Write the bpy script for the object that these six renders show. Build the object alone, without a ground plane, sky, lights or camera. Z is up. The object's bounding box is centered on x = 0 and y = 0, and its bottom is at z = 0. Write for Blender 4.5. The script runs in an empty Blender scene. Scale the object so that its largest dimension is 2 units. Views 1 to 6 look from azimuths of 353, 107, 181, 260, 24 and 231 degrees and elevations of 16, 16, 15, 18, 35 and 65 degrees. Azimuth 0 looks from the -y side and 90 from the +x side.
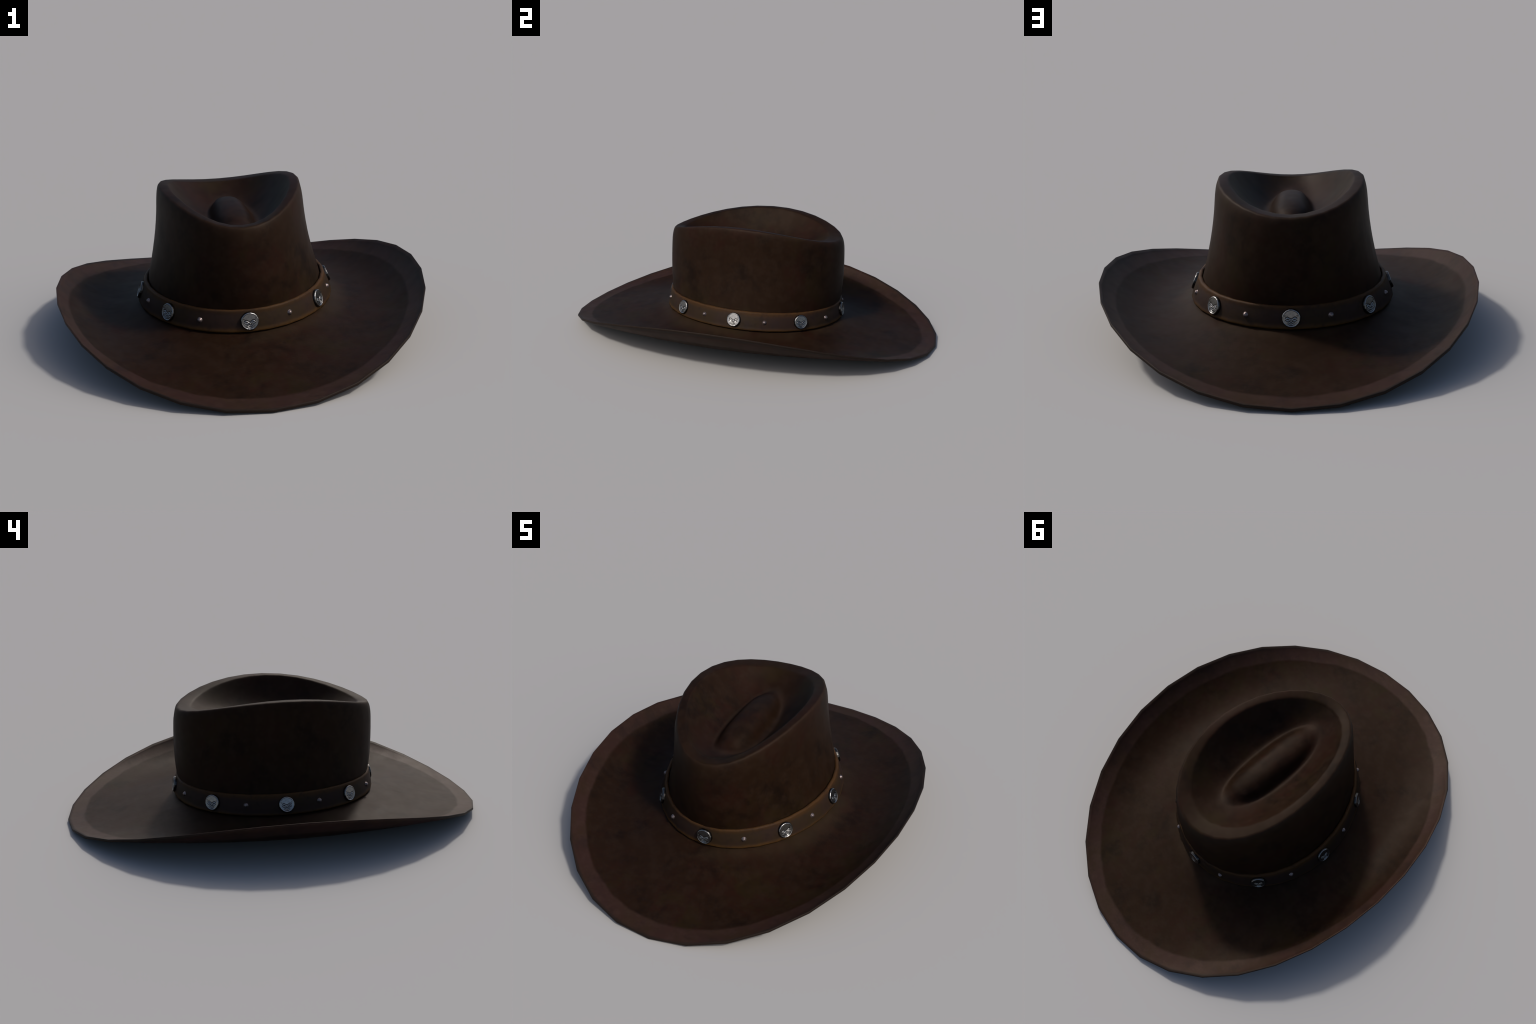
# Western hat: dark brown felt hat with an oval cattleman crown, a lipped crease with a
# raised centre, a side-rolled brim with a paler edge trim, and a tan leather band that
# carries eight embossed metal skull discs and eight small studs.
import bpy, bmesh, math, random
import numpy as np
from mathutils import Vector, Matrix

random.seed(7)
SEG = 32                                   # panels around every ring of the hat
XC = -0.0154                               # crown sits a touch off the brim's centre line
TH = np.arange(SEG) * 2 * math.pi / SEG    # 0 = back (+y), pi/2 = +x side
S, C = np.sin(TH), np.cos(TH)

# ------------------------------------------------------------------ helpers
def new_mesh(name, verts, faces, mats, parent=None, smooth=True):
    me = bpy.data.meshes.new(name)
    me.from_pydata([tuple(map(float, v)) for v in verts], [], faces)
    for m in mats:
        me.materials.append(m)
    me.update()
    bm = bmesh.new(); bm.from_mesh(me)
    bmesh.ops.recalc_face_normals(bm, faces=bm.faces)
    bm.to_mesh(me); bm.free()
    me.polygons.foreach_set("use_smooth", [smooth] * len(me.polygons))
    ob = bpy.data.objects.new(name, me)
    bpy.context.scene.collection.objects.link(ob)
    if parent:
        ob.parent = parent
    return ob

def loft(rings, close_loop=False, cap=None):
    """rings: list of (n,3) arrays -> verts, quads.  cap: a point that closes the last ring."""
    n = len(rings[0]); verts = [p for r in rings for p in r]; faces = []
    m = len(rings)
    for i in range(m if close_loop else m - 1):
        a, b = i * n, ((i + 1) % m) * n
        for j in range(n):
            k = (j + 1) % n
            faces.append((a + j, a + k, b + k, b + j))
    if cap is not None:
        verts.append(cap); c = len(verts) - 1; a = (m - 1) * n
        for j in range(n):
            faces.append((a + j, a + (j + 1) % n, c))
    return verts, faces

def oval(a, b, z, yc=0.0, g=0.0, xc=XC, e=1.0):
    """Egg-shaped ring: half width a, half length b, widened toward the back by g."""
    x = xc + a * np.sign(S) * np.abs(S) ** e * (1 + g * C)
    y = yc + b * np.sign(C) * np.abs(C) ** e
    return np.stack([x, y, np.broadcast_to(z, x.shape)], 1)

def smooth(t):
    t = np.clip(t, 0, 1)
    return t * t * (3 - 2 * t)

# ------------------------------------------------------------------ materials
def nodes_of(name):
    m = bpy.data.materials.new(name); m.use_nodes = True
    nt = m.node_tree; nt.nodes.clear()
    out = nt.nodes.new("ShaderNodeOutputMaterial")
    bsdf = nt.nodes.new("ShaderNodeBsdfPrincipled")
    nt.links.new(bsdf.outputs[0], out.inputs[0])
    return m, nt, bsdf

class G:
    """Small node-graph writer."""
    def __init__(s, nt):
        s.nt = nt
        s.obj = nt.nodes.new("ShaderNodeTexCoord").outputs["Object"]
    def link(s, v, sock):
        if isinstance(v, bpy.types.NodeSocket): s.nt.links.new(v, sock)
        else: sock.default_value = v
    def math(s, op, a, b=0.0, clamp=False):
        n = s.nt.nodes.new("ShaderNodeMath"); n.operation = op; n.use_clamp = clamp
        s.link(a, n.inputs[0]); s.link(b, n.inputs[1]); return n.outputs[0]
    def noise(s, scale, detail=4, rough=0.55, stretch=None, dist=0.0):
        v = s.obj
        if stretch:
            mp = s.nt.nodes.new("ShaderNodeMapping"); mp.inputs["Scale"].default_value = stretch
            s.nt.links.new(v, mp.inputs[0]); v = mp.outputs[0]
        n = s.nt.nodes.new("ShaderNodeTexNoise")
        n.inputs["Scale"].default_value = scale; n.inputs["Detail"].default_value = detail
        n.inputs["Roughness"].default_value = rough; n.inputs["Distortion"].default_value = dist
        s.nt.links.new(v, n.inputs["Vector"]); return n.outputs["Fac"]
    def ramp(s, f, lo, hi, smooth=True):
        n = s.nt.nodes.new("ShaderNodeMapRange"); n.clamp = True
        n.interpolation_type = 'SMOOTHSTEP' if smooth else 'LINEAR'
        s.link(f, n.inputs["Value"]); s.link(lo, n.inputs["From Min"]); s.link(hi, n.inputs["From Max"])
        return n.outputs["Result"]
    def mix(s, f, a, b, mode='MIX'):
        n = s.nt.nodes.new("ShaderNodeMix"); n.data_type = 'RGBA'; n.blend_type = mode
        s.link(f, n.inputs[0])
        for v, k in ((a, 6), (b, 7)):
            s.link(v if isinstance(v, bpy.types.NodeSocket) else (*v, 1.0), n.inputs[k])
        return n.outputs[2]
    def xyz(s):
        n = s.nt.nodes.new("ShaderNodeSeparateXYZ"); s.nt.links.new(s.obj, n.inputs[0])
        return n.outputs
    def bump(s, h, strength, dist, bsdf):
        n = s.nt.nodes.new("ShaderNodeBump"); n.inputs["Strength"].default_value = strength
        n.inputs["Distance"].default_value = dist
        s.link(h, n.inputs["Height"]); s.nt.links.new(n.outputs[0], bsdf.inputs["Normal"])

def ellipse_radius(g, a, b, x0=0.0, y0=0.0):
    x, y, _ = g.xyz()
    u = g.math('DIVIDE', g.math('SUBTRACT', x, x0), a)
    v = g.math('DIVIDE', g.math('SUBTRACT', y, y0), b)
    return g.math('SQRT', g.math('ADD', g.math('MULTIPLY', u, u), g.math('MULTIPLY', v, v)))

UMBER, REDDISH, OLIVE, DEEP = (.0108, .0047, .0020), (.0126, .0043, .0022), (.0122, .0066, .0022), (.0038, .0018, .0011)

def hide_colour(g, mottle=1.0):
    """Mottled dark brown hide: umber with reddish, olive and deep patches."""
    c = g.mix(g.ramp(g.noise(4.2, 6, .62), .47, .60), UMBER, REDDISH)
    c = g.mix(g.ramp(g.noise(4.3, 5, .62, (1, 1, .6)), .52, .64), c, OLIVE)
    c = g.mix(g.math('MULTIPLY', g.ramp(g.noise(6.5, 7, .68), .48, .66), .70 * mottle), c, DEEP)
    f = g.ramp(g.noise(22, 7, .74), .42, .66)
    return g.mix(g.math('MULTIPLY', f, .50), c, (.0175, .0098, .0060))

def brim_material():
    m, nt, b = nodes_of("brim_hide"); g = G(nt)
    c = hide_colour(g)
    # paler patch where the brim meets the band
    rb = ellipse_radius(g, .425, .488, XC)
    near = g.math('SUBTRACT', 1.0, g.ramp(rb, 1.0, 1.22))
    c = g.mix(g.math('MULTIPLY', near, g.math('MULTIPLY', g.ramp(g.noise(3.0, 3), .45, .65), .42)), c, (.030, .0195, .0110))
    # edge trim
    r = ellipse_radius(g, .788, 1.0, -.0075)
    wob = g.math('MULTIPLY', g.math('SUBTRACT', g.noise(9, 4), .5), .022)
    rr = g.math('ADD', r, wob)
    trim = g.ramp(rr, .912, .928)
    tc = g.mix(g.ramp(g.noise(6, 5, .65), .38, .66), (.0225, .0100, .0076), (.0210, .0108, .0056))
    tc = g.mix(g.math('MULTIPLY', g.ramp(g.noise(26, 4, .7), .4, .75), .55), tc, (.0320, .0170, .0132))
    tc = g.mix(g.math('MULTIPLY', g.ramp(g.noise(5.2, 6, .66), .50, .64), .55), tc, (.0120, .0062, .0052))
    tc = g.mix(g.math('MULTIPLY', g.ramp(g.noise(17, 5, .7), .56, .68), .45), tc, (.0110, .0062, .0046))
    c = g.mix(trim, c, tc)
    nt.links.new(g.math('ADD', .078, g.math('MULTIPLY', trim, .04)), b.inputs["Specular IOR Level"])
    dark_edge = g.ramp(r, .985, .999)
    c = g.mix(g.math('MULTIPLY', dark_edge, .8), c, (.0100, .0075, .0062))
    nt.links.new(c, b.inputs["Base Color"])
    rough = g.math('ADD', .50, g.math('MULTIPLY', g.noise(14, 4), .14))
    nt.links.new(rough, b.inputs["Roughness"])
    b.inputs["Specular IOR Level"].default_value = .078
    b.inputs["Specular Tint"].default_value = (1.0, .86, .74, 1.0)
    g.bump(g.noise(85, 5, .65), .10, .004, b)
    return m

def crown_material():
    m, nt, b = nodes_of("crown_hide"); g = G(nt)
    c = hide_colour(g)
    # faint vertical weather streaks
    st = g.ramp(g.noise(9, 3, .5, (1, 1, .12)), .56, .78)
    c = g.mix(g.math('MULTIPLY', st, .35), c, DEEP)
    # rubbed edges, from pointiness
    geo = nt.nodes.new("ShaderNodeNewGeometry")
    wear = g.ramp(geo.outputs["Pointiness"], .515, .60)
    c = g.mix(g.math('MULTIPLY', wear, .55), c, (.042, .027, .020))
    # pale line in the oval crease round the raised centre
    _, _, z = g.xyz()
    ro = ellipse_radius(g, .106, .287, -.012, -.022)
    d = g.math('ABSOLUTE', g.math('SUBTRACT', ro, 1.0))
    line = g.math('SUBTRACT', 1.0, g.ramp(d, .01, .13))
    inside = g.ramp(z, .43, .435)
    c = g.mix(g.math('MULTIPLY', g.math('MULTIPLY', line, inside), .22), c, (.034, .0215, .0150))
    nt.links.new(c, b.inputs["Base Color"])
    rough = g.math('ADD', .50, g.math('MULTIPLY', g.noise(14, 4), .14))
    nt.links.new(rough, b.inputs["Roughness"])
    b.inputs["Specular IOR Level"].default_value = .078
    b.inputs["Specular Tint"].default_value = (1.0, .86, .74, 1.0)
    g.bump(g.noise(85, 5, .65), .08, .004, b)
    return m

def band_material():
    m, nt, b = nodes_of("band_leather"); g = G(nt)
    x, y, z = g.xyz()
    c = g.mix(g.ramp(g.noise(5, 5, .6), .40, .62), (.0215, .0120, .0092), (.0215, .0128, .0064))
    c = g.mix(g.math('MULTIPLY', g.ramp(g.noise(9, 5, .65), .5, .75), .6), c, (.0165, .0112, .0118))
    zz = g.math('ADD', z, g.math('MULTIPLY', g.math('SUBTRACT', g.noise(7, 4), .5), .020))
    up = g.ramp(zz, .176, .204); lo = g.math('SUBTRACT', 1.0, g.ramp(zz, .110, .133))
    c = g.mix(g.math('MULTIPLY', up, .80), c, (.0500, .0225, .0065))
    c = g.mix(g.math('MULTIPLY', lo, .85), c, (.0540, .0250, .0058))
    c = g.mix(g.math('MULTIPLY', g.ramp(g.noise(60, 4, .7), .45, .75), .40), c, (.013, .0085, .0065))
    c = g.mix(g.math('MULTIPLY', g.ramp(g.noise(16, 6, .7), .54, .68), .5), c, (.0110, .0072, .0062))
    nt.links.new(c, b.inputs["Base Color"])
    nt.links.new(g.math('ADD', .48, g.math('MULTIPLY', g.noise(20, 4), .16)), b.inputs["Roughness"])
    b.inputs["Specular IOR Level"].default_value = .07
    g.bump(g.noise(60, 5, .65), .14, .004, b)
    return m

def disc_material():
    m, nt, b = nodes_of("aged_silver"); g = G(nt)
    c = g.mix(g.ramp(g.noise(90, 4, .6), .4, .7), (.25, .247, .243), (.19, .188, .185))
    # tarnish caught in the engraving (local z is the height of the relief)
    _, _, z = g.xyz()
    c = g.mix(g.ramp(z, .0139, .0122), c, (.055, .053, .05))
    nt.links.new(c, b.inputs["Base Color"])
    b.inputs["Metallic"].default_value = 1.0
    nt.links.new(g.math('ADD', .23, g.math('MULTIPLY', g.noise(60, 3), .14)), b.inputs["Roughness"])
    return m

def stud_material():
    m, nt, b = nodes_of("stud_metal"); g = G(nt)
    c = g.mix(g.noise(120, 3), (.125, .098, .094), (.18, .145, .140))
    nt.links.new(c, b.inputs["Base Color"])
    b.inputs["Metallic"].default_value = .75
    b.inputs["Roughness"].default_value = .34
    return m

M_BRIM, M_CROWN, M_BAND, M_DISC, M_STUD = brim_material(), crown_material(), band_material(), disc_material(), stud_material()

# ------------------------------------------------------------------ top object
hat = bpy.data.objects.new("cowboy_hat", None)
bpy.context.scene.collection.objects.link(hat)
hat["label"] = "dark brown leather cowboy hat with skull-disc band"
hat["category"] = "cowboy hat"

# ------------------------------------------------------------------ brim
T_BRIM = .0125
def brim_ring(s, drop=0.0, inset=0.0):
    """s = 0 under the band, s = 1 at the rim; rolled up at the sides."""
    inner = oval(.398, .458, 0, g=.05)
    # outer edge: a slightly squared ellipse, a touch fuller on the -x side
    k = 1 - inset / .9
    rim = np.stack([k * (.7960 * S + .0130 * np.sin(3 * TH)) - .0075 - .0052 * C - .0083 * np.cos(2 * TH),
                    k * (.9930 * C + .0080 * np.cos(3 * TH)), 0 * TH], 1)
    p = inner * (1 - s) + rim * s
    lift = .2006 * S * S + .0035 * S + .0018 * C + .0016
    z = (.113 - .004 * np.cos(2 * TH)) * (1 - s) ** 1.3 + T_BRIM * smooth(s) + lift * s ** 2.7
    p[:, 2] = z - drop
    return p

S_TRIM = .83
top_s = [0, .04, .09, .16, .24, .32, .40, .48, .56, .64, .71, .77, S_TRIM, .87, .91, .945, .97]
rings = [brim_ring(s) for s in top_s]
n_main = len([s for s in top_s if s <= S_TRIM])
r = T_BRIM / 2
for k in range(6):                          # rolled edge
    a = math.pi / 2 - math.pi * k / 5
    rings.append(brim_ring(1.0, drop=r - r * math.sin(a), inset=r * .40 * (1 - math.cos(a))))
for s in reversed(top_s):
    rings.append(brim_ring(s, drop=T_BRIM))
bv, bf = loft(rings, close_loop=True)
brim_full = new_mesh("brim_whole", bv, bf, [M_BRIM])
def split_regions(src, regions, parent):
    """Separate faces by region; coincident borders keep the whole surface's normals."""
    me = src.data
    vn = [Vector(n.vector) for n in me.vertex_normals]
    out = []
    for name, test in regions:
        polys = [p for p in me.polygons if test(p)]
        idx = {}
        for p in polys:
            for v in p.vertices: idx.setdefault(v, len(idx))
        nm = bpy.data.meshes.new(name)
        nm.from_pydata([me.vertices[v].co[:] for v in idx], [], [[idx[v] for v in p.vertices] for p in polys])
        for mt in me.materials: nm.materials.append(mt)
        nm.polygons.foreach_set("use_smooth", [True] * len(nm.polygons))
        nm.update()
        nm.normals_split_custom_set_from_vertices([vn[v] for v in idx])
        ob = bpy.data.objects.new(name, nm)
        bpy.context.scene.collection.objects.link(ob); ob.parent = parent
        out.append(ob)
    bpy.data.objects.remove(src)
    return out
n_top = len(top_s)
trim_lo, trim_hi = n_main - 1, n_top + 6 + (n_top - n_main)
def in_trim(p):
    i = p.index // SEG
    return trim_lo <= i < trim_hi
split_regions(brim_full, [("brim", lambda p: not in_trim(p)), ("brim_trim", in_trim)], hat)

# ------------------------------------------------------------------ crown
GC = .0926
def lip_z():
    return .5705 + .0045 * C - .0405 * np.cos(2 * TH)
ZB = .19
def crown_side(t):
    a = .3792 * (1 - t) ** 2 + 2 * .3087 * t * (1 - t) + .3084 * t * t - .004 * (1 - t) ** 7
    b = .4724 * (1 - t) ** 2 + 2 * .4902 * t * (1 - t) + .4759 * t * t - .004 * (1 - t) ** 7
    k = max(0.0, (t - .8) / .2)
    rr = .0156 * (1 - math.sqrt(max(0, 1 - k * k)))
    return oval(a - rr, b - rr, ZB + (lip_z() - ZB) * t, yc=-.0012 * t, g=.068 + (GC - .068) * min(1, t / .35))

rings = [oval(.3850, .4640, .113 - .012, g=.06), oval(.3820, .4660, .150, g=.065)]
for t in [0, .06, .13, .21, .30, .40, .50, .60, .69, .76, .81, .855, .895, .93, .957, .978, .992, 1.0]:
    rings.append(crown_side(t))
LIP_A, LIP_B = .3084 - .0156, .4759 - .0156       # outer edge of the flat lip
z = lip_z()
# the flat lip is wider at the ends than along the sides, widest at the back
outer_lip = oval(LIP_A, LIP_B, z, yc=-.0012, g=GC)
inner_lip = oval(LIP_A - .0395, .3980, z - .0015, yc=-.0120, g=GC)
for w, dz in ((.10, .0006), (.30, .0010), (.55, .0010), (.78, .0006), (.91, -.0008), (1.0, -.0042)):
    p = outer_lip * (1 - w) + inner_lip * w
    p[:, 2] += dz
    rings.append(p)
# concave bowl falling from the lip to the oval crease, then the long raised centre
OV_A, OV_B, OV_Y, Z_CREASE, DOME = .106, .287, -.022, .456, .0675
lip_ring = rings[-1]
crease = oval(OV_A, OV_B, Z_CREASE, yc=OV_Y, g=.0, xc=XC + .002, e=.98)
crease[:, 2] += .026 * C ** 4 + .004 * C * C
for u in (.05, .12, .20, .30, .40, .50, .60, .70, .79, .87, .94, 1.0):
    p = lip_ring * (1 - u) + crease * u
    w = (1 - u) ** 1.35 * (1 - .12 * math.sin(math.pi * u) * u)
    p[:, 2] = crease[:, 2] + (lip_ring[:, 2] - crease[:, 2]) * w
    rings.append(p)
for q in (.95, .90, .84, .78, .71, .64, .56, .48, .39, .30, .21, .13, .06, .02):
    p = oval(OV_A * q, OV_B * q, 0, yc=OV_Y * q + 0.018 * (1 - q), xc=XC + .002 * q, e=.94)
    u, v = np.abs(S) ** .94 * q, np.abs(C) ** .94 * q          # across and along the ridge
    h = np.clip(1 - u ** 3.4, 0, 1) ** 2.9 * np.clip(1 - v ** 2.6, 0, 1) ** 1.4 * smooth((1 - q) / .30)
    p[:, 2] = crease[:, 2] * (1 - h) + (Z_CREASE + DOME) * h
    rings.append(p)
cv, cf = loft(rings, cap=np.array([XC, .018, Z_CREASE + DOME]))
crown = new_mesh("crown", cv, cf, [M_CROWN], hat)
sol = crown.modifiers.new("thickness", 'SOLIDIFY'); sol.thickness = .010; sol.offset = -1

# ------------------------------------------------------------------ hat band
def band_ring(h, out):
    """h = 0 bottom edge, 1 top edge; out = distance outward from the strap's outer face."""
    a = .4225 + (.3885 - .4225) * h + .0025 * math.sin(math.pi * h)
    b = .4880 + (.4735 - .4880) * h + .0025 * math.sin(math.pi * h)
    return oval(a + out, b + out, .1135 + (.2015 - .1135) * h - .0045 * np.cos(2 * TH), g=.055)
T_BAND = .014
prof = [(0.0, -T_BAND), (-.015, -.0065), (-.012, -.003), (0.0, -.0008), (.03, .0006), (.075, .0012), (.12, .0002), (.25, 0), (.38, 0), (.5, 0), (.62, 0),
        (.75, 0), (.88, .0002), (.925, .0012), (.965, .0008), (.99, -.0010), (1.006, -.0035), (1.004, -.0065), (.98, -T_BAND)]
bandv, bandf = loft([band_ring(h, o) for h, o in prof], close_loop=True)
band = new_mesh("hat_band", bandv, bandf, [M_BAND], hat)

# ------------------------------------------------------------------ skull discs
R_DISC, H_DISC = .0375, .0150
def seg_dist(px, py, path):
    d = np.full(px.shape, 9.0)
    for (x0, y0), (x1, y1) in zip(path[:-1], path[1:]):
        dx, dy = x1 - x0, y1 - y0
        t = np.clip(((px - x0) * dx + (py - y0) * dy) / (dx * dx + dy * dy + 1e-9), 0, 1)
        d = np.minimum(d, np.hypot(px - x0 - t * dx, py - y0 - t * dy))
    return d
def arc(cx, cy, rx, ry, a0, a1, n=12):
    return [(cx + rx * math.cos(math.radians(a0 + (a1 - a0) * i / n)),
             cy + ry * math.sin(math.radians(a0 + (a1 - a0) * i / n))) for i in range(n + 1)]
def skull_relief(px, py):
    """Engraved grinning skull; px, py in disc radii, mirrored left/right."""
    ax = np.abs(px); h = np.zeros(px.shape)
    def groove(path, w, depth):
        nonlocal h
        h = h - depth * np.exp(-(seg_dist(ax, py, path) / w) ** 2)
    def ridge(path, w, hgt):
        nonlocal h
        h = h + hgt * np.exp(-(seg_dist(ax, py, path) / w) ** 2)
    groove([(.0, -.02), (.10, -.05), (.22, .06), (.38, .14), (.50, .09), (.58, -.02)], .045, 1.0)   # brow
    ridge([(.10, -.16), (.24, -.06), (.40, .00), (.52, -.08)], .045, .7)                            # upper lid
    groove([(.20, -.17), (.32, -.11), (.44, -.10)], .050, 1.2)                                      # eye slit
    ridge(arc(.33, -.14, .20, .12, 190, 350), .035, .6)                                             # lower lid
    groove([(.10, -.36), (.24, -.30), (.44, -.30), (.58, -.20)], .045, 1.0)                         # cheek bone
    groove([(.0, -.14), (.07, -.24)], .05, .9)                                                      # nose bridge
    groove([(.10, -.34), (.06, -.40), (.0, -.42)], .045, 1.1)                                       # nostril
    ridge([(.0, -.27), (.04, -.33)], .05, .7)
    groove([(.30, -.40), (.26, -.50), (.14, -.57), (.0, -.59)], .040, 1.1)                          # grin
    ridge([(.33, -.50), (.24, -.60), (.12, -.65), (.0, -.66)], .035, .6)                            # teeth
    groove([(.31, -.58), (.22, -.69), (.11, -.74), (.0, -.75)], .035, .9)
    groove([(.37, -.42), (.38, -.62), (.28, -.80)], .035, .7)                                       # jaw
    ridge([(.24, -.80), (.0, -.86)], .05, .5)
    h = h - .5 * np.exp(-((ax - .0) % .09 / .02) ** 2) * ((ax < .25) & (py < -.60) & (py > -.72))   # tooth gaps
    h = h - 1.3 * np.exp(-(np.hypot(ax - .62, py - .24) / .045) ** 2)                               # temple pits
    groove([(.62, .20), (.60, .04), (.57, -.06)], .03, .4)
    return h
NA, rings = 96, []
ang = np.arange(NA) * 2 * math.pi / NA
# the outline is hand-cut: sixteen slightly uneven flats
flats = np.arange(16) * 2 * math.pi / 16
jit = np.array([random.uniform(-.014, .014) for _ in flats])
outline = np.min([(math.cos(math.pi / 16) + j) / np.maximum(np.cos(ang - f), .2) for f, j in zip(flats, jit)], axis=0)
def disc_ring(q, z, edge=1.0):
    rr = R_DISC * q * (1 + (outline - 1) * edge)
    return np.stack([rr * np.cos(ang), rr * np.sin(ang), np.broadcast_to(z, ang.shape)], 1)
for q, zz in ((.97, -.010), (1.0, .002), (1.0, .0075), (.985, .0105), (.95, .0128), (.91, .0142), (.885, .0146)):
    rings.append(disc_ring(q, zz))
for q in np.linspace(.865, .02, 46):
    p = disc_ring(q, 0, edge=q * q)
    rel = skull_relief(p[:, 0] / R_DISC, p[:, 1] / R_DISC)
    fade = smooth((.90 - q) / .06)
    p[:, 2] = .0138 + .0012 * smooth((q - .80) / .08) + .0011 * np.clip(rel, -1.2, 1) * fade
    rings.append(p)
dv, df = loft(rings, cap=np.array([0, 0, .0138]))

def seat(theta, h, out):
    """Frame on the band: origin, with z outward along the strap normal and y up the strap."""
    def P(t, hh):
        a = .4225 + (.3885 - .4225) * hh + .0025 * math.sin(math.pi * hh)
        b = .4880 + (.4735 - .4880) * hh + .0025 * math.sin(math.pi * hh)
        s, c = math.sin(t), math.cos(t)
        return Vector((XC + a * s * (1 + .055 * c), b * c, .1135 + .088 * hh - .0045 * math.cos(2 * t)))
    p = P(theta, h)
    tx = (P(theta + .02, h) - P(theta - .02, h)).normalized()
    ty = (P(theta, h + .05) - P(theta, h - .05)).normalized()
    n = tx.cross(ty)
    if n.dot(Vector((math.sin(theta), math.cos(theta), 0))) < 0: n = -n
    n.z *= .60 + .40 * math.sin(theta) ** 2                                   # the fittings stand a little straighter than the strap
    n.normalize(); up = (ty - n * ty.dot(n)).normalized(); right = up.cross(n)
    M = Matrix((right, up, n)).transposed().to_4x4(); M.translation = p + n * out
    return M
first = None
for deg in (0, 45.5, 88.6, 128.8, 180, 231.2, 271.8, 314.5):
    if first is None:
        first = new_mesh("skull_disc", dv, df, [M_DISC], band); ob = first
    else:
        ob = first.copy(); bpy.context.scene.collection.objects.link(ob); ob.parent = band
    ob.matrix_world = seat(math.radians(deg), .50, -.0066) @ Matrix.Rotation(random.uniform(-.05, .05), 4, 'Z')

# ------------------------------------------------------------------ studs
sr = []
na = 20; an = np.arange(na) * 2 * math.pi / na
for q, zz in ((1.30, -.004), (1.22, .0002), (1.10, .0010), (1.0, .0022), (.91, .0038), (.78, .0056), (.62, .0069), (.42, .0078), (.2, .0082)):
    sr.append(np.stack([.0092 * q * np.cos(an), .0092 * q * np.sin(an), np.full(na, zz)], 1))
sv, sf = loft(sr, cap=np.array([0, 0, .0083]))
first = None
for deg in (24.1, 69.2, 109.3, 154.3, 209.5, 252.6, 294.1, 339.2):
    if first is None:
        first = new_mesh("stud", sv, sf, [M_STUD], band); ob = first
    else:
        ob = first.copy(); bpy.context.scene.collection.objects.link(ob); ob.parent = band
    ob.matrix_world = seat(math.radians(deg), .50 + random.uniform(-.02, .02), -.0006)
